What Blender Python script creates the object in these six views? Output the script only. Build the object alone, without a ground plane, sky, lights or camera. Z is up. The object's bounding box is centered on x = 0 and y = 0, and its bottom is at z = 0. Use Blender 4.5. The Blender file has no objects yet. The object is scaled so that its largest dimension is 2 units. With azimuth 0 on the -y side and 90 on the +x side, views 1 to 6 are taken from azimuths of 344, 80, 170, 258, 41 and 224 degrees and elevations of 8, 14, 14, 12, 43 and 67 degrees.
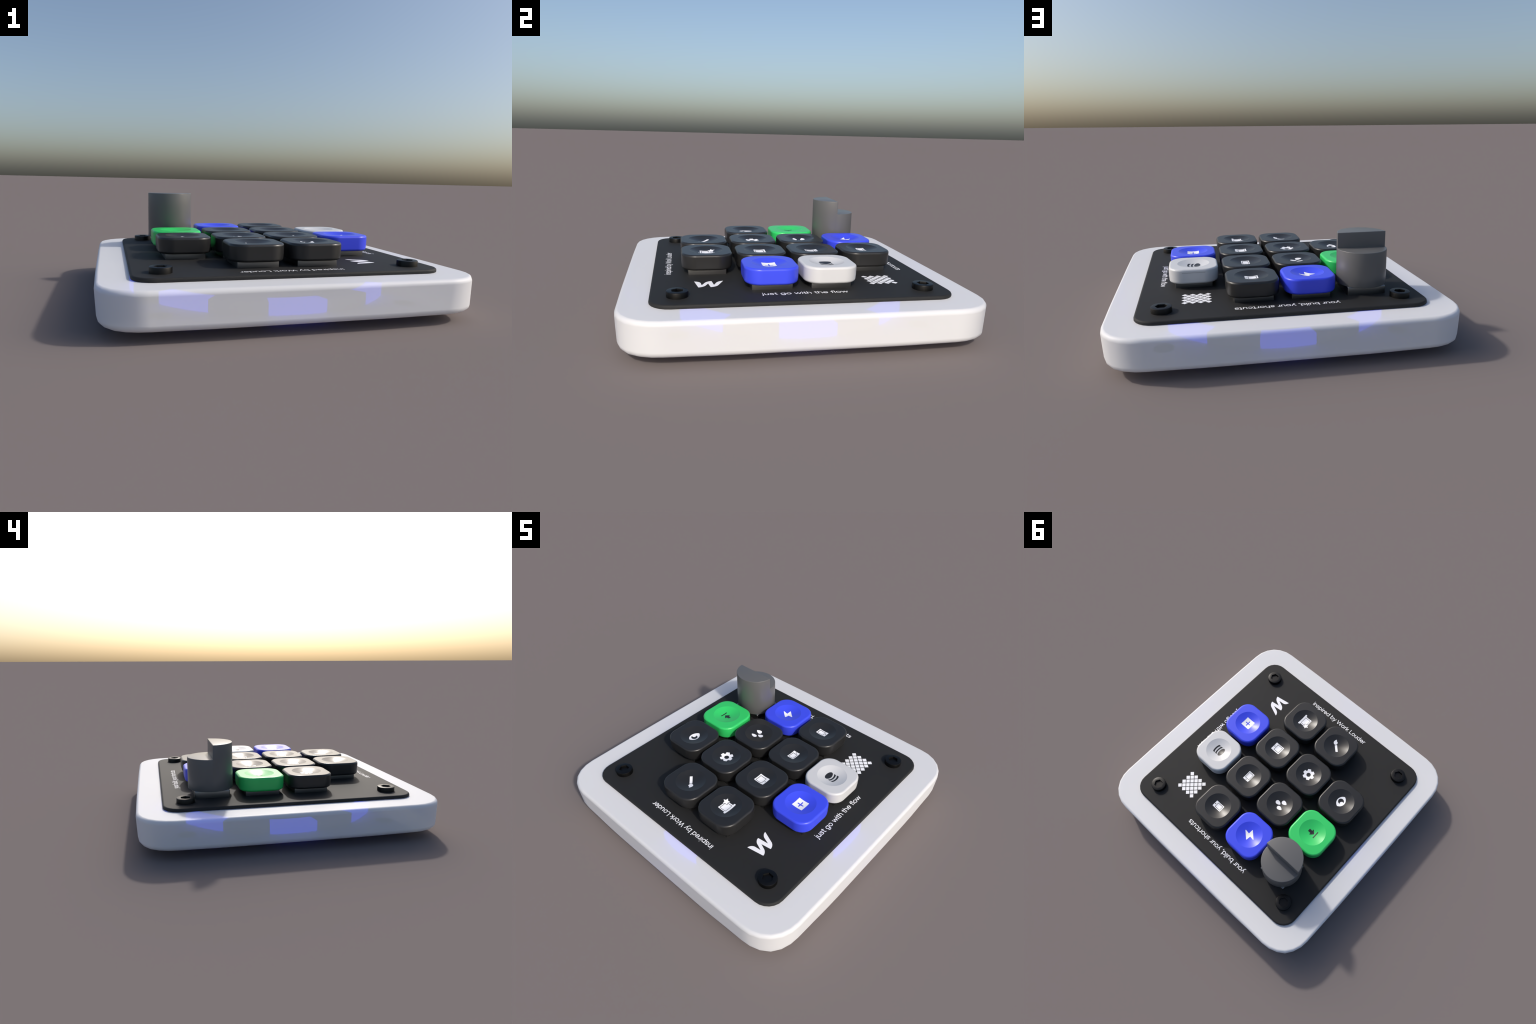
"""A square desktop macro pad: translucent white housing with a ring of blue lights inside,
a black top plate with lettering, twelve dished keycaps with pictograms, a stepped knob, four socket screws."""
import bpy
import bmesh
import math
import numpy as np
from math import radians, cos, sin, pi, hypot, sqrt

PITCH = 0.337                      # key spacing
INNER, OUTER = PITCH / 2, PITCH * 1.5
HALF_HOUSING, HOUSING_BOTTOM, HOUSING_TOP = 1.0, 0.0505, 0.246
HALF_PLATE, PLATE_TOP = 0.832, 0.268
SCREW_AT, SCREW_TOP = 0.686, 0.300
CAP_HALF, CAP_BOTTOM, CAP_TOP = 0.1542, 0.2995, 0.3948
CAP_CORNER, CAP_FILLET = 0.092, 0.014
DISH_RADIUS, DISH_BOTTOM, DISH_POWER = 0.1015, 0.3730, 1.55
STEM_HALF, STEM_TOP = 0.1155, 0.318
KNOB_RADIUS, KNOB_LOW, KNOB_HIGH = 0.1505, 0.528, 0.6225


# ---------------------------------------------------------------- materials
def material(name, colour, roughness=0.4, alpha=1.0, specular=0.5, metallic=0.0, glow=None, speckle=0.0):
    m = bpy.data.materials.new(name)
    m.use_nodes = True
    nodes, links = m.node_tree.nodes, m.node_tree.links
    p = nodes["Principled BSDF"]
    p.inputs["Base Color"].default_value = (*colour, 1)
    p.inputs["Roughness"].default_value = roughness
    p.inputs["Specular IOR Level"].default_value = specular
    p.inputs["Alpha"].default_value = alpha
    p.inputs["Metallic"].default_value = metallic
    if speckle:                    # very faint moulded-plastic mottling of the gloss
        where = nodes.new("ShaderNodeTexCoord")
        noise = nodes.new("ShaderNodeTexNoise")
        noise.inputs["Scale"].default_value = 60
        noise.inputs["Detail"].default_value = 3
        span = nodes.new("ShaderNodeMapRange")
        span.inputs["To Min"].default_value = roughness - speckle
        span.inputs["To Max"].default_value = roughness + speckle
        links.new(where.outputs["Object"], noise.inputs["Vector"])
        links.new(noise.outputs["Fac"], span.inputs["Value"])
        links.new(span.outputs["Result"], p.inputs["Roughness"])
    if glow:
        p.inputs["Emission Color"].default_value = (*glow[0], 1)
        p.inputs["Emission Strength"].default_value = glow[1]
    return m


BLUE = (0.056, 0.087, 1.0)
housing_white = material("translucent_white_plastic", (0.80, 0.80, 0.80), 0.5, alpha=0.85)
plate_black = material("matt_black_plate", (0.0170, 0.0170, 0.0170), 0.68, specular=0.32, speckle=0.01)
key_black = material("black_key_plastic", (0.0185, 0.0185, 0.0188), 0.34, speckle=0.01)
key_blue = material("blue_key_plastic", (0.048, 0.075, 0.82), 0.34, speckle=0.01)
key_green = material("green_key_plastic", (0.035, 0.585, 0.137), 0.34, speckle=0.01)
key_white = material("white_key_plastic", (0.63, 0.63, 0.635), 0.34, speckle=0.01)
stem_grey = material("dark_switch_metal", (0.24, 0.24, 0.24), 0.36, metallic=1.0)
knob_grey = material("grey_knob_plastic", (0.120, 0.120, 0.120), 0.35, speckle=0.01)
screw_black = material("blackened_steel", (0.0008, 0.0008, 0.0008), 0.4, specular=0.35)
foot_black = material("black_rubber", (0.012, 0.012, 0.012), 0.7)
print_white = material("white_print", (0.93, 0.93, 0.95), 0.4)
icon_white = material("white_key_print", (0.93, 0.93, 0.95), 0.34)
icon_dark = material("dark_key_print", (0.021, 0.021, 0.023), 0.34)
light_blue = material("blue_light", BLUE, 0.5, glow=(BLUE, 1.5))
light_clear = material("light_ring_diffuser", (0.75, 0.75, 0.75), 0.5)

# ---------------------------------------------------------------- object helpers
root = bpy.data.objects.new("macro_pad", None)
bpy.context.collection.objects.link(root)
root["label"] = "square white macro pad with black plate, dished keys and knob"
root["category"] = "macro keyboard"


def put(name, mesh, mat, parent=root, at=(0, 0, 0)):
    o = bpy.data.objects.new(name, mesh)
    bpy.context.collection.objects.link(o)
    if mat and not mesh.materials:
        mesh.materials.append(mat)
    o.parent = parent
    o.location = at
    return o


def loft(name, rings, bottom=True, top=True):
    """rings: list of (points, normals, joined_to_previous). Closed loops with equal counts."""
    pos, nor, faces, start = [], [], [], []
    n = len(rings[0][0])
    for k, (pts, nrm, joined) in enumerate(rings):
        start.append(len(pos))
        pos += [tuple(p) for p in pts]
        nor += [tuple(v) for v in nrm]
        if k and joined:
            a, b = start[k - 1], start[k]
            faces += [(a + i, a + (i + 1) % n, b + (i + 1) % n, b + i) for i in range(n)]
    if bottom:
        s = len(pos)
        pos += [tuple(p) for p in rings[0][0]]
        nor += [(0, 0, -1)] * n
        faces.append(tuple(range(s + n - 1, s - 1, -1)))
    if top:
        s = len(pos)
        pos += [tuple(p) for p in rings[-1][0]]
        nor += [(0, 0, 1)] * n
        faces.append(tuple(range(s, s + n)))
    me = bpy.data.meshes.new(name)
    me.from_pydata(pos, [], faces)
    for f in me.polygons:
        f.use_smooth = True
    me.normals_split_custom_set_from_vertices(nor)
    return me


def rounded_square(half, radius, corner=8, straight=4):
    """Points and outward directions of a rounded square, counter-clockwise."""
    pts, out = [], []
    c = half - radius
    for q in range(4):
        a0 = q * pi / 2
        cx, cy = [(c, c), (-c, c), (-c, -c), (c, -c)][q]
        for i in range(corner + 1):
            a = a0 + pi / 2 * i / corner
            pts.append((cx + radius * cos(a), cy + radius * sin(a)))
            out.append((cos(a), sin(a)))
        nx, ny = [(-c, c), (-c, -c), (c, -c), (c, c)][q]
        ax, ay = cos(a0 + pi / 2), sin(a0 + pi / 2)
        for i in range(1, straight):
            t = i / straight
            pts.append(((cx + (nx - cx) * t) + radius * ax, (cy + (ny - cy) * t) + radius * ay))
            out.append((ax, ay))
    return pts, out


def slab_rings(half, radius, profile, corner=8, straight=4):
    """profile: list of (inset, z, tilt) where tilt is the normal's elevation angle in degrees.
    radius is a number, or a function of z."""
    rings = []
    for k, (inset, z, tilt) in enumerate(profile):
        pts, out = rounded_square(half - inset, max((radius(z) if callable(radius) else radius) - inset, 0.002), corner, straight)
        t = radians(tilt)
        rings.append(([(x, y, z) for x, y in pts], [(cos(t) * u, cos(t) * v, sin(t)) for u, v in out], True))
    return rings


def fillet(inset0, z_edge, r, upper=True, segments=5, depth=None):
    """Quarter-round profile between a wall (at inset0) and a flat at z_edge."""
    out, d = [], depth or r
    for i in range(segments + 1):
        a = pi / 2 * i / segments
        if upper:
            out.append((inset0 + r * (1 - cos(a)), z_edge - d * (1 - sin(a)), math.degrees(a)))
        else:
            out.append((inset0 + r * (1 - sin(a)), z_edge + d * (1 - cos(a)), math.degrees(a) - 90))
    return out


def tidy(me, angle=35):
    for f in me.polygons:
        f.use_smooth = True
    me.set_sharp_from_angle(angle=radians(angle))
    return me


# ---------------------------------------------------------------- flat marks from distance functions
def marks(name, inside, box, height, step=1.0):
    """Polygonise the region inside(x, y) < 0 (millimetres) and lay it on height(x, y) (metres)."""
    x0, y0, x1, y1 = box
    xs, ys = np.arange(x0, x1 + step, step), np.arange(y0, y1 + step, step)
    X, Y = np.meshgrid(xs, ys, indexing="ij")
    D = inside(X, Y)
    pos, index, faces = [], {}, []

    def corner(i, j):
        key = (i, j)
        if key not in index:
            index[key] = len(pos)
            pos.append((xs[i], ys[j]))
        return index[key]

    def crossing(a, b):
        key = (min(a, b), max(a, b))
        if key not in index:
            da, db = D[a], D[b]
            t = da / (da - db)
            index[key] = len(pos)
            pos.append((xs[a[0]] + (xs[b[0]] - xs[a[0]]) * t, ys[a[1]] + (ys[b[1]] - ys[a[1]]) * t))
        return index[key]

    I = D < 0
    some = I[:-1, :-1] | I[1:, :-1] | I[1:, 1:] | I[:-1, 1:]
    for i, j in np.argwhere(some):
        loop = [(i, j), (i + 1, j), (i + 1, j + 1), (i, j + 1)]
        loop = [(int(a), int(b)) for a, b in loop]
        f = []
        for k in range(4):
            a, b = loop[k], loop[(k + 1) % 4]
            if I[a]:
                f.append(corner(*a))
            if I[a] != I[b]:
                f.append(crossing(a, b))
        if len(f) > 2:
            faces.append(f)
    me = bpy.data.meshes.new(name)
    me.from_pydata([(x / 1000, y / 1000, height(x / 1000, y / 1000)) for x, y in pos], [], faces)
    for f in me.polygons:
        f.use_smooth = True
    return me


def disc(cx, cy, r):
    return lambda x, y: np.hypot(x - cx, y - cy) - r


def rect(x0, x1, y0, y1, r=0.0):
    cx, cy, hx, hy = (x0 + x1) / 2, (y0 + y1) / 2, abs(x1 - x0) / 2 - r, abs(y1 - y0) / 2 - r

    def f(x, y):
        dx, dy = np.abs(x - cx) - hx, np.abs(y - cy) - hy
        return np.hypot(np.maximum(dx, 0), np.maximum(dy, 0)) + np.minimum(np.maximum(dx, dy), 0) - r
    return f


def poly(points, r=0.0):
    """Signed distance to a polygon, shrunk by nothing and rounded outward by r."""
    P = np.array(points, float)

    def f(x, y):
        d = np.full(np.shape(x), 1e9)
        ins = np.zeros(np.shape(x), bool)
        for k in range(len(P)):
            ax, ay = P[k]
            bx, by = P[(k + 1) % len(P)]
            ex, ey = bx - ax, by - ay
            if ex == 0 and ey == 0:
                continue
            t = np.clip(((x - ax) * ex + (y - ay) * ey) / (ex * ex + ey * ey), 0, 1)
            d = np.minimum(d, np.hypot(x - ax - ex * t, y - ay - ey * t))
            if ay != by:
                cross = (ay > y) != (by > y)
                ins ^= cross & (x < (bx - ax) * (y - ay) / (by - ay) + ax)
        return np.where(ins, -d, d) - r
    return f


def union(*fs):
    return lambda x, y: np.minimum.reduce([f(x, y) for f in fs])


def cut(a, *bs):
    return lambda x, y: np.maximum.reduce([a(x, y)] + [-b(x, y) for b in bs])


def both(*fs):
    return lambda x, y: np.maximum.reduce([f(x, y) for f in fs])


def capsule(ax, ay, bx, by, ra, rb=None):
    rb = ra if rb is None else rb
    ex, ey = bx - ax, by - ay

    def f(x, y):
        t = np.clip(((x - ax) * ex + (y - ay) * ey) / (ex * ex + ey * ey), 0, 1)
        return np.hypot(x - ax - ex * t, y - ay - ey * t) - (ra + (rb - ra) * t)
    return f


def drop(cx, cy, r=15.6, length=25.0):
    """A droplet with its point toward -x: round head joined to a point by bulging flanks."""
    tip = (cx - length, cy)
    s = 38.0                        # flank circles
    head = disc(cx, cy, r)
    # two big circles through the tip and tangent-ish to the head make a pointed lens
    flank = both(disc(cx + 2, cy - (s - r), s), disc(cx + 2, cy + (s - r), s), lambda x, y: x - cx)
    return union(head, flank, poly([tip, (cx - 9, cy + 11.6), (cx - 9, cy - 11.6)]))


def star(cx, cy, outer, inner, turn):
    pts = []
    for k in range(10):
        rr, a = (outer, inner)[k % 2], turn + k * pi / 5
        pts.append((cx + rr * cos(a), cy + rr * sin(a)))
    return pts


def tablet(x0, x1, y0, y1, s0, s1, t0, t1, dot, line=3.9):
    """Device outline with a thin gap around its screen and a button dot."""
    frame = cut(rect(s0, s1, t0, t1), rect(s0 + line, s1 - line, t0 + line, t1 - line))
    return cut(rect(x0, x1, y0, y1, 3.5), frame, disc(*dot, 4.2))


def ellipse_at(x0, sx, y, yc=-2.0, sy=38.0):
    return x0 + sx * np.sqrt(np.clip(1 - ((y - yc) / sy) ** 2, 0, 1))


def icon_plus():
    return cut(rect(-40, 40, -41, 38.5, 1.5), capsule(-19, -1, 20, -1, 4.2), capsule(0.3, -21, 0.3, 20, 4.2))


def icon_presentation():
    pts = star(-31.5, 31, 21.0, 10.5, pi)
    gap = poly(pts, 5.0)
    frame = cut(rect(-30, 22.5, -31.5, 31.5), rect(-26.5, 19.0, -28, 28))
    board = cut(rect(-36.5, 24, -39, 39, 2.0), frame, gap)
    return union(board, cut(rect(22, 36.5, -51, 51, 4.0), gap), poly(pts, 2.0))


def icon_brush():
    blob = [(34, -47.5), (28.5, -40), (25, -37.5), (19, -37), (14, -34), (10.5, -28), (9.5, -21), (11.5, -14.5), (16, -9.5),
            (22.5, -7.5), (29.5, -8.5), (35.5, -12.5), (39.5, -18), (41, -25), (40.5, -33), (38, -41)]
    return union(poly(blob, 0.8), poly([(13.5, -2.5), (3, -13.2), (-38.5, 28), (-28.5, 38.5)], 2.0))


def icon_gear():
    teeth = []
    for k in range(6):
        a = k * pi / 3 + radians(1)
        c, s = cos(a), sin(a)
        base = [(30, -13.5), (45.2, -10.8), (45.2, 10.8), (30, 13.5)]
        teeth.append(poly([(u * c - v * s, u * s + v * c) for u, v in base], 1.2))
    return cut(union(disc(0, 0, 35.3), *teeth), disc(0, 0, 17.3))


def icon_eye():
    r = 52.0
    lens = both(disc(2 - (r - 32.5), -2, r), disc(2 + (r - 32.5), -2, r))
    return cut(lens, cut(disc(3.2, -4, 23.0), disc(-12, 7, 15.6)))


def icon_arrow():
    arrow = union(rect(9, 34.5, -13.2, 10.0, 2.5), poly([(8, -24), (8, 20.5), (-14.5, -1.8)], 2.6), rect(6, 14, -13, 10))
    return union(arrow, capsule(-29.5, -29.3, -29.5, 24, 4.0))


def icon_bolt():
    return poly([(46.5, -9.0), (10, -5), (7.8, -42), (-44.5, 4.8), (-9.3, 0.6), (-6.3, 38)], 2.6)


def icon_stack():
    low = lambda c: (lambda x, y: (ellipse_at(c, 20, y) - x) * 0.8)
    high = lambda c: (lambda x, y: (x - ellipse_at(c, 12, y)) * 0.9)
    sides = lambda x, y: np.abs(y + 2) - 36.5
    band = lambda a, b: both(low(a), high(b), sides)
    front = lambda x, y: (np.hypot((x + 24) / 20, (y + 2) / 37.5) - 1) * 20
    return union(front, band(-14, 4.5), band(8.5, 28))


def icon_drops():
    return union(drop(23.5, -2.2), drop(-14.5, -30.3), drop(-13.6, 26))


ICONS = {
    "plus": icon_plus, "presentation": icon_presentation, "brush": icon_brush, "gear": icon_gear, "eye": icon_eye,
    "arrow": icon_arrow, "bolt": icon_bolt, "stack": icon_stack, "drops": icon_drops,
    "landscape_tablet": lambda: tablet(-39.5, 40, -36, 35.5, -31.5, 20.5, -29.5, 26, (31, -1.8)),
    "portrait_phone": lambda: tablet(-26, 27, -41.5, 37, -20.5, 21, -35, 19, (0.8, 29)),
    "small_phone": lambda: tablet(-39, 39.5, -28.7, 24, -31.5, 20.7, -22.5, 17.5, (31, -2.1)),
}


# ---------------------------------------------------------------- housing and the lights inside it
def soften(rings):
    """The walls of the housing lean in a little before each corner, more so low down."""
    out = []
    for pts, nrm, joined in rings:
        moved = []
        for (x, y, z), (u, v, _) in zip(pts, nrm):
            m = min(abs(x), abs(y))
            rise, fall = min(1, max(0, (m - 0.45) / 0.28)), min(1, max(0, (m - 0.80) / 0.12))
            d = (0.0035 + 0.0065 * min(1, max(0, (0.21 - z) / 0.12))) * rise * (1 - fall)
            k = hypot(u, v) or 1
            moved.append((x - d * u / k, y - d * v / k, z))
        out.append((moved, nrm, joined))
    return out


profile = fillet(0, HOUSING_BOTTOM, 0.044, upper=False, segments=4, depth=0.038)
profile += [(0, 0.12, 0), (0, 0.17, 0)]
profile += fillet(0, HOUSING_TOP, 0.020, upper=True, segments=5, depth=0.028)
housing = put("housing", loft("housing", soften(slab_rings(HALF_HOUSING, lambda z: 0.237 + 0.006 * min(1, max(0, (0.21 - z) / 0.12)), profile, corner=6, straight=12))), housing_white)


def arc_block(name, r0, r1, z0, z1, half_angle, steps=10, soft=0.004):
    bm = bmesh.new()
    cols = []
    for i in range(steps + 1):
        a = -half_angle + 2 * half_angle * i / steps
        c, s = cos(a), sin(a)
        cols.append([bm.verts.new((r * c, r * s, z)) for r, z in ((r0, z0), (r1, z0), (r1, z1), (r0, z1))])
    for a, b in zip(cols, cols[1:]):
        for k in range(4):
            bm.faces.new((a[k], a[(k + 1) % 4], b[(k + 1) % 4], b[k]))
    bm.faces.new(cols[0][::-1])
    bm.faces.new(cols[-1])
    bmesh.ops.recalc_face_normals(bm, faces=bm.faces)
    me = bpy.data.meshes.new(name)
    bm.to_mesh(me)
    bm.free()
    return tidy(me)


light = arc_block("light_segment", 0.714, 0.810, 0.0545, 0.1215, radians(11.25))
spacer = arc_block("light_spacer", 0.715, 0.809, 0.0547, 0.1207, radians(11.1))
for k in range(8):
    put("light_segment", light, light_blue, housing).rotation_euler.z = k * pi / 4
    put("light_spacer", spacer, light_clear, housing).rotation_euler.z = (k + 0.5) * pi / 4


core = bpy.data.meshes.new("light_ring_core")
bm = bmesh.new()
bmesh.ops.create_cone(bm, cap_ends=True, segments=96, radius1=0.7125, radius2=0.7125, depth=0.066)
bm.to_mesh(core)
bm.free()
put("light_ring_core", tidy(core), light_clear, housing, (0, 0, 0.0877))


# ---------------------------------------------------------------- plate with its printing
profile = fillet(0, 0.2465, 0.003, upper=False, segments=1) + fillet(0, PLATE_TOP, 0.012, upper=True, segments=4)
plate = put("top_plate", loft("top_plate", slab_rings(HALF_PLATE, 0.112, profile, corner=6, straight=4)), plate_black)

PRINT_Z = PLATE_TOP + 0.0006


def arc(cx, cy, rx, ry, a0, a1, n=14):
    return [(cx + rx * cos(radians(a0 + (a1 - a0) * k / n)), cy + ry * sin(radians(a0 + (a1 - a0) * k / n))) for k in range(n + 1)]


def smooth(points, n=4):
    """Catmull-Rom curve through the points."""
    p = [points[0], *points, points[-1]]
    out = []
    for a, b, c, d in zip(p, p[1:], p[2:], p[3:]):
        for t in (k / n for k in range(n)):
            out.append(tuple(0.5 * (2 * b[m] + (c[m] - a[m]) * t + (2 * a[m] - 5 * b[m] + 4 * c[m] - d[m]) * t * t + (3 * b[m] - a[m] - 3 * c[m] + d[m]) * t ** 3) for m in (0, 1)))
    return out + [points[-1]]


# A plain grotesque drawn as pen strokes: x-height 520, capitals 700, ascenders 720, pen radius 41.
PEN = 45
RIGHT_BOWL, LEFT_BOWL = arc(268, 260, 186, 219, 0, 360, 28), arc(252, 260, 186, 219, 0, 360, 28)
SHOULDER = [(82, 290)] + arc(238, 305, 156, 174, 180, 0) + [(394, PEN)]
GLYPHS = {  # advance, strokes
    " ": (235, []),
    "i": (166, [[(82, PEN), (82, 480)], [(82, 668), (82, 674)]]),
    "l": (164, [[(82, PEN), (82, 680)]]),
    "j": (168, [[(82, 480), (82, -95)] + smooth([(82, -95), (60, -150), (5, -162)]), [(82, 668), (82, 674)]]),
    "n": (474, [[(82, PEN), (82, 480)], SHOULDER]),
    "h": (474, [[(82, PEN), (82, 680)], SHOULDER]),
    "u": (474, [[(80, 480), (80, 215)] + arc(236, 215, 156, 174, 180, 360) + [(392, 230)], [(392, PEN), (392, 480)]]),
    "o": (520, [arc(260, 260, 195, 219, 0, 360, 28)]),
    "c": (480, [arc(256, 260, 191, 219, 42, 318, 24)]),
    "p": (520, [[(82, -150), (82, 480)], RIGHT_BOWL]),
    "b": (520, [[(82, PEN), (82, 680)], RIGHT_BOWL]),
    "d": (520, [[(438, PEN), (438, 680)], LEFT_BOWL]),
    "g": (520, [[(438, 480), (438, 0)] + arc(252, -5, 186, 150, 0, -158), LEFT_BOWL]),
    "e": (508, [arc(256, 260, 191, 219, 2, 322, 26), [(70, 262), (440, 262)]]),
    "r": (300, [[(82, PEN), (82, 480)], smooth([(82, 270), (100, 385), (165, 460), (265, 476)])]),
    "s": (440, [smooth([(362, 385), (312, 458), (215, 480), (112, 450), (88, 378), (135, 308), (228, 277), (325, 238), (368, 150), (325, 66), (215, 40), (108, 62), (62, 140)])]),
    "t": (300, [[(140, 620), (140, 150)] + smooth([(140, 150), (160, 62), (220, 41), (272, 48)]), [(32, 479), (266, 479)]]),
    "f": (286, [[(130, PEN), (130, 545)] + smooth([(130, 545), (155, 640), (225, 672), (280, 664)]), [(32, 479), (250, 479)]]),
    "k": (430, [[(82, PEN), (82, 680)], [(362, 470), (92, 215)], [(190, 305), (376, PEN)]]),
    "y": (446, [[(44, 480), (222, 60)], [(402, 480), (216, 20)] + smooth([(216, 20), (180, -80), (130, -138), (50, -148)])]),
    "w": (646, [[(46, 480), (178, 50), (323, 470), (468, 50), (600, 480)]]),
    "W": (880, [[(50, 660), (232, 46), (440, 640), (648, 46), (830, 660)]]),
    "L": (470, [[(92, 660), (92, PEN), (430, PEN)]]),
    ",": (180, [[(86, 45), (88, 48)], [(90, 45), (62, -85)]]),
}


def lettering(body, cap_height, width, at, turn):
    k = cap_height * 1000 / 700
    total = sum(GLYPHS[c][0] for c in body)
    squeeze = width * 1000 / (total * k)
    joined, pen_x = bmesh.new(), 0.0
    for c in body:
        advance, strokes = GLYPHS[c]
        parts, xs, ys = [], [], []
        for line in strokes:
            line = [((pen_x + x) * k * squeeze, y * k) for x, y in line]
            xs += [x for x, _ in line]
            ys += [y for _, y in line]
            parts += [capsule(*a, *b, PEN * k) for a, b in zip(line, line[1:]) if a != b]
        if parts:
            m = marks("glyph", union(*parts), (min(xs) - 4, min(ys) - 4, max(xs) + 4, max(ys) + 4), lambda x, y: 0, 0.7)
            joined.from_mesh(m)
            bpy.data.meshes.remove(m)
        pen_x += advance
    me = bpy.data.meshes.new("lettering")
    joined.to_mesh(me)
    joined.free()
    p = put("lettering", me, print_white, plate, (at[0], at[1], PRINT_Z))
    p.rotation_euler.z = turn


lettering("inspired by Work Louder", 0.0372, 0.569, (0.2710, -0.7215), pi)
lettering("just go with the flow", 0.0372, 0.480, (0.7165, -0.2405), pi / 2)
lettering("your build, your shortcuts", 0.0380, 0.605, (-0.3145, 0.7068), 0)


def bend(a, c, b, n=6):
    return [((1 - t) ** 2 * a[0] + 2 * t * (1 - t) * c[0] + t * t * b[0], (1 - t) ** 2 * a[1] + 2 * t * (1 - t) * c[1] + t * t * b[1])
            for t in (i / n for i in range(n + 1))]


# slanted letter w, drawn in millimetres about its centre: u along the reading direction, v upward
w = [(-82, 57.5), (-63.2, -57.5)] + bend((-63.2, -57.5), (-40, -54), (-25, -31)) + [(-5.6, 13)]
w += [(4.9, -57.5)] + bend((4.9, -57.5), (32, -53), (46.3, -29)) + [(81.9, 57.5)]
w += bend((81.9, 57.5), (60, 56), (44, 31)) + [(24.9, -20.5), (15.8, 57.5)]
w += bend((15.8, 57.5), (-7, 55), (-21, 32)) + [(-44, -21)]
w += bend((-47.5, 24), (-52, 50), (-82, 57.5))
mark = poly(w, 0.6)
emblem = put("emblem", marks("emblem", mark, (-90, -65, 90, 65), lambda x, y: 0, 2.0), print_white, plate, (0.4885, -0.5072, PRINT_Z))
emblem.rotation_euler.z = pi / 2

tile = bpy.data.meshes.new("pixel")
s = 0.0191
tile.from_pydata([(s, 0, 0), (0, s, 0), (-s, 0, 0), (0, -s, 0)], [], [(0, 1, 2, 3)])
for i in range(-3, 4):
    for j in range(-3, 4):
        if abs(i) + abs(j) <= 3:
            put("pixel", tile, print_white, plate, (0.4940 + 0.02285 * (i + j), 0.5040 + 0.02285 * (j - i), PRINT_Z))


# ---------------------------------------------------------------- screws and feet
def hexagon(a, r):
    k = (a + 1e-9) % (pi / 3) - pi / 6
    return r * cos(pi / 6) / cos(k)


def screw_mesh():
    n, bm = 48, bmesh.new()
    rows = [(0.058, 0.262, 0), (0.058, SCREW_TOP - 0.004, 0), (0.0568, SCREW_TOP - 0.0012, 0), (0.054, SCREW_TOP, 0),
            (0.0345, SCREW_TOP, 1), (0.0335, SCREW_TOP - 0.002, 1), (0.0335, SCREW_TOP - 0.013, 1)]
    loops = []
    for r, z, hx in rows:
        loops.append([])
        for i in range(n):
            a = 2 * pi * i / n
            rr = hexagon(a, r) if hx else r
            loops[-1].append(bm.verts.new((rr * cos(a), rr * sin(a), z)))
    for a, b in zip(loops, loops[1:]):
        for i in range(n):
            bm.faces.new((a[i], a[(i + 1) % n], b[(i + 1) % n], b[i]))
    bm.faces.new(loops[0][::-1])
    bm.faces.new(loops[-1])
    me = bpy.data.meshes.new("screw")
    bm.to_mesh(me)
    bm.free()
    return tidy(me, 30)


def foot_mesh():
    n, bm = 40, bmesh.new()
    loops = [[bm.verts.new((r * cos(2 * pi * i / n), r * sin(2 * pi * i / n), z)) for i in range(n)]
             for r, z in ((0.054, 0.0), (0.058, 0.004), (0.058, HOUSING_BOTTOM + 0.002))]
    for a, b in zip(loops, loops[1:]):
        for i in range(n):
            bm.faces.new((a[i], a[(i + 1) % n], b[(i + 1) % n], b[i]))
    bm.faces.new(loops[0][::-1])
    bm.faces.new(loops[-1])
    me = bpy.data.meshes.new("foot")
    bm.to_mesh(me)
    bm.free()
    return tidy(me, 30)


screw, foot = screw_mesh(), foot_mesh()
for sx in (-1, 1):
    for sy in (-1, 1):
        put("screw", screw, screw_black, root, (sx * SCREW_AT, sy * SCREW_AT, 0))
        put("foot", foot, foot_black, root, (sx * SCREW_AT, sy * SCREW_AT, 0))


# ---------------------------------------------------------------- keys
def dish(x, y):
    return min(CAP_TOP, DISH_BOTTOM + (CAP_TOP - DISH_BOTTOM) * (hypot(x, y) / DISH_RADIUS) ** DISH_POWER)


def keycap_mesh():
    profile = fillet(0.002, CAP_BOTTOM, 0.015, upper=False, segments=4)
    profile += [(0.0005, 0.335, 0), (0.0, 0.365, 0)]
    profile += fillet(0, CAP_TOP, CAP_FILLET, upper=True, segments=6)
    rings = slab_rings(CAP_HALF, CAP_CORNER, profile, corner=10, straight=6)
    base, _ = rounded_square(CAP_HALF - CAP_FILLET, CAP_CORNER - CAP_FILLET, 10, 6)
    angles = [math.atan2(y, x) for x, y in base]

    def circle(r, z, slope):
        k = 1 / sqrt(1 + slope * slope)
        return [(r * cos(a), r * sin(a), z) for a in angles], [(-slope * k * cos(a), -slope * k * sin(a), k) for a in angles]

    rings.append((*circle(DISH_RADIUS, CAP_TOP, 0.0), True))
    deep = CAP_TOP - DISH_BOTTOM
    for i in range(12, 0, -1):
        r = DISH_RADIUS * i / 12
        rings.append((*circle(r, DISH_BOTTOM + deep * (i / 12) ** DISH_POWER, DISH_POWER * deep / DISH_RADIUS * (i / 12) ** (DISH_POWER - 1)), i < 12))
    me = loft("keycap", rings)
    return me


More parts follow.
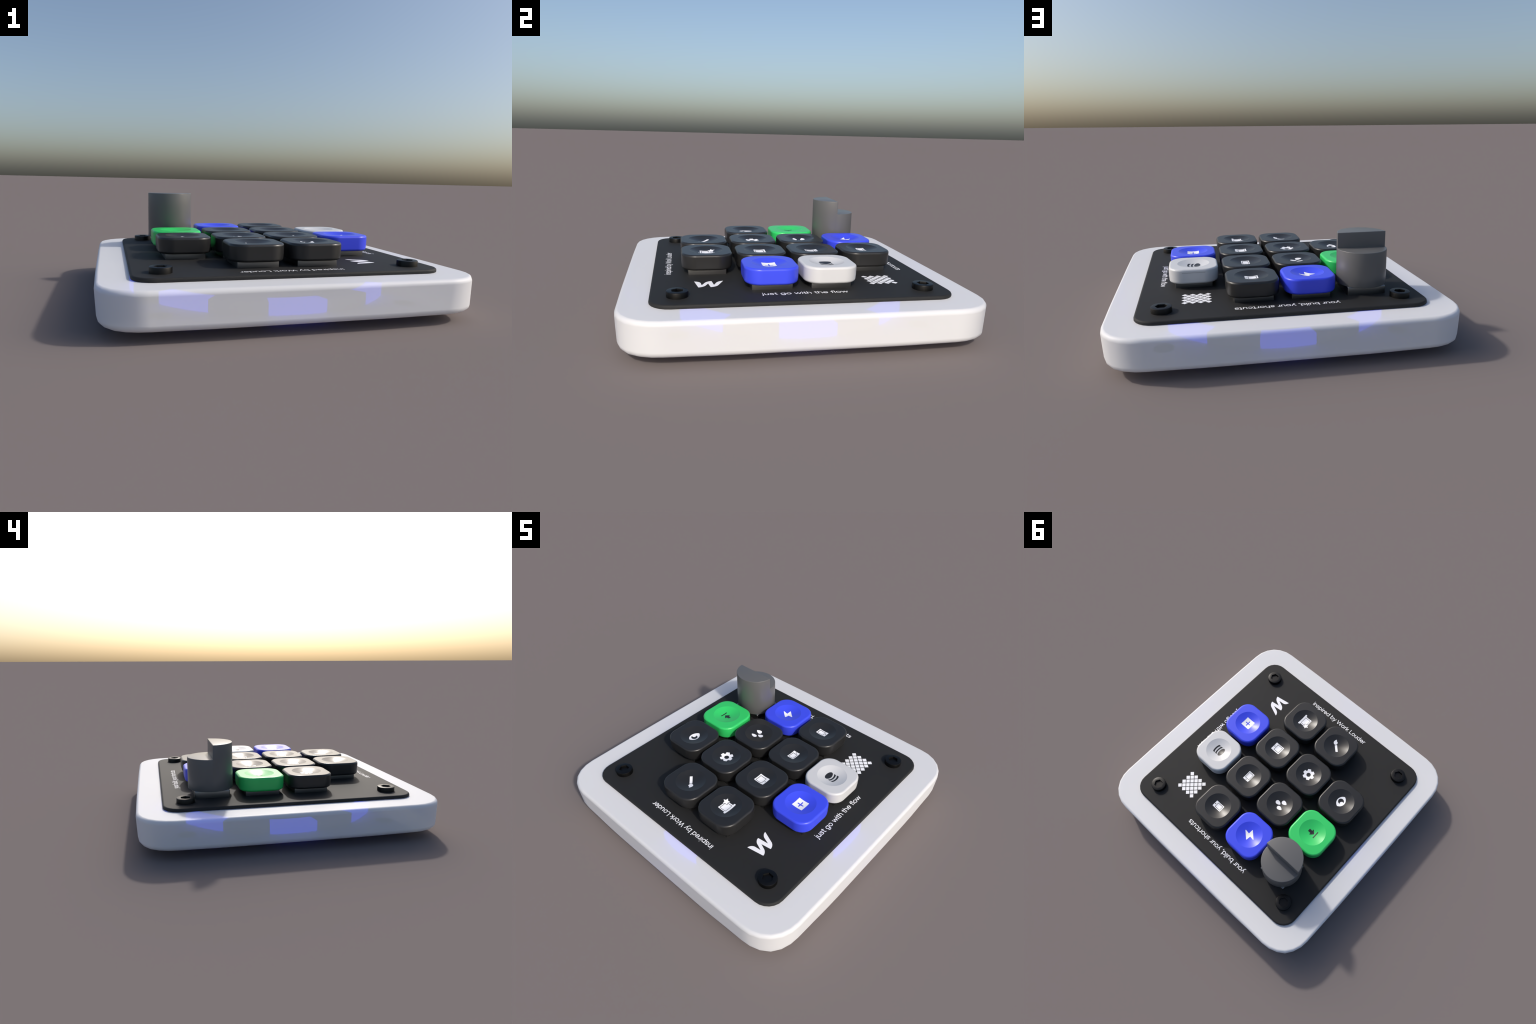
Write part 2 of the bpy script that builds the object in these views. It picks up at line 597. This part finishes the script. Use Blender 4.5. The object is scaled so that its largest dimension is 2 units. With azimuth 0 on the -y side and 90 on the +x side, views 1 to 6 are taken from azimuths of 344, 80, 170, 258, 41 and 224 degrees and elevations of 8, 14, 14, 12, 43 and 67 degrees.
def bevelled_box(name, half, z0, z1, width=0.004):
    bm = bmesh.new()
    bmesh.ops.create_cube(bm, size=1)
    for v in bm.verts:
        v.co = (v.co.x * 2 * half, v.co.y * 2 * half, z0 if v.co.z < 0 else z1)
    bmesh.ops.bevel(bm, geom=list(bm.edges), offset=width, segments=3, profile=0.5, affect="EDGES")
    me = bpy.data.meshes.new(name)
    bm.to_mesh(me)
    bm.free()
    return tidy(me, 40)


LAYOUT = [  # column, row, cap colour, icon, icon colour
    (0, 2, "green", "arrow", "dark"), (0, 1, "black", "eye", "white"),
    (1, 3, "blue", "bolt", "white"), (1, 2, "black", "drops", "white"), (1, 1, "black", "gear", "white"), (1, 0, "black", "brush", "white"),
    (2, 3, "black", "small_phone", "white"), (2, 2, "black", "portrait_phone", "white"), (2, 1, "black", "landscape_tablet", "white"),
    (2, 0, "black", "presentation", "white"),
    (3, 2, "white", "stack", "dark"), (3, 1, "blue", "plus", "white"),
]
CAPS = {"green": key_green, "black": key_black, "blue": key_blue, "white": key_white}
plain_cap = keycap_mesh()
stem = bevelled_box("switch", STEM_HALF, 0.260, STEM_TOP - 0.006)
for column, row, colour, icon, ink in LAYOUT:
    at = ((column - 1.5) * PITCH, (row - 1.5) * PITCH, 0)
    put("switch", stem, stem_grey, root, at)
    me = plain_cap.copy()
    me.materials.clear()
    cap = put("keycap", me, CAPS[colour], root, at)
    pictogram = marks("pictogram", ICONS[icon](), (-64, -64, 64, 64), lambda x, y: dish(x, y) + 0.0006)
    put("pictogram", pictogram, icon_white if ink == "white" else icon_dark, cap)


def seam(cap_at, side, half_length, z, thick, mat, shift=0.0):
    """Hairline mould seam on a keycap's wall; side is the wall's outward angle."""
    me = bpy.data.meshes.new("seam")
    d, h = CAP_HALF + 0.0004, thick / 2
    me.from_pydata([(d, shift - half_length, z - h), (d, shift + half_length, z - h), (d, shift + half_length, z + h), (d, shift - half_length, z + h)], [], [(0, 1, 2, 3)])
    for o in root.children:
        if o.name.startswith("keycap") and hypot(o.location.x - cap_at[0], o.location.y - cap_at[1]) < 0.01:
            put("seam", me, mat, o).rotation_euler.z = side


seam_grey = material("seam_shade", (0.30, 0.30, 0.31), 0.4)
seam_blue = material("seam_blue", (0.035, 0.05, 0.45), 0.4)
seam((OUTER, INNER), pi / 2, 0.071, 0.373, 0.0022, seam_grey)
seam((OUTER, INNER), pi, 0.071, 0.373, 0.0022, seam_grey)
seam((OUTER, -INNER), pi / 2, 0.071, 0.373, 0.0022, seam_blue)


# ---------------------------------------------------------------- knob on its switch
def knob_mesh():
    bm, n, drop_at = bmesh.new(), 128, -0.0035
    a0 = math.asin(drop_at / KNOB_RADIUS)
    # angles run counter-clockwise from the right end of the step over the lower half, then the upper half
    low = [a0 + (pi - 2 * a0) * i / (n // 2) for i in range(n // 2 + 1)]
    high = [pi - a0 + (pi + 2 * a0) * i / (n // 2) for i in range(n // 2 + 1)]
    v = lambda a, z: bm.verts.new((KNOB_RADIUS * cos(a), KNOB_RADIUS * sin(a), z))
    bottom_low = [v(a, 0.316) for a in low]
    bottom_high = [bottom_low[-1]] + [v(a, 0.316) for a in high[1:-1]] + [bottom_low[0]]
    top_low = [v(a, KNOB_LOW) for a in low]
    top_high = [v(a, KNOB_HIGH) for a in high]
    mid_high = [top_low[-1]] + [v(a, KNOB_LOW) for a in high[1:-1]] + [top_low[0]]
    for i in range(n // 2):
        bm.faces.new((bottom_low[i], bottom_low[i + 1], top_low[i + 1], top_low[i]))
        bm.faces.new((bottom_high[i], bottom_high[i + 1], mid_high[i + 1], mid_high[i]))
        bm.faces.new((mid_high[i], mid_high[i + 1], top_high[i + 1], top_high[i]))
    bm.faces.new(top_low)
    bm.faces.new(top_high)
    bm.faces.new((top_low[-1], top_low[0], top_high[-1], top_high[0]))
    bm.faces.new(list(reversed(bottom_low + bottom_high[1:-1])))
    bmesh.ops.recalc_face_normals(bm, faces=bm.faces)
    sharp = [e for e in bm.edges if len(e.link_faces) == 2 and e.calc_face_angle() > radians(45)]
    sharp = [e for e in sharp if not e.is_convex is False]
    bmesh.ops.bevel(bm, geom=sharp, offset=0.0035, segments=3, profile=0.5, affect="EDGES", clamp_overlap=True)
    me = bpy.data.meshes.new("knob")
    bm.to_mesh(me)
    bm.free()
    return tidy(me, 32)


at = (-OUTER, OUTER, 0)
put("switch", bevelled_box("switch", STEM_HALF + 0.0005, 0.260, STEM_TOP, 0.006), stem_grey, root, at)
put("knob", knob_mesh(), knob_grey, root, at)
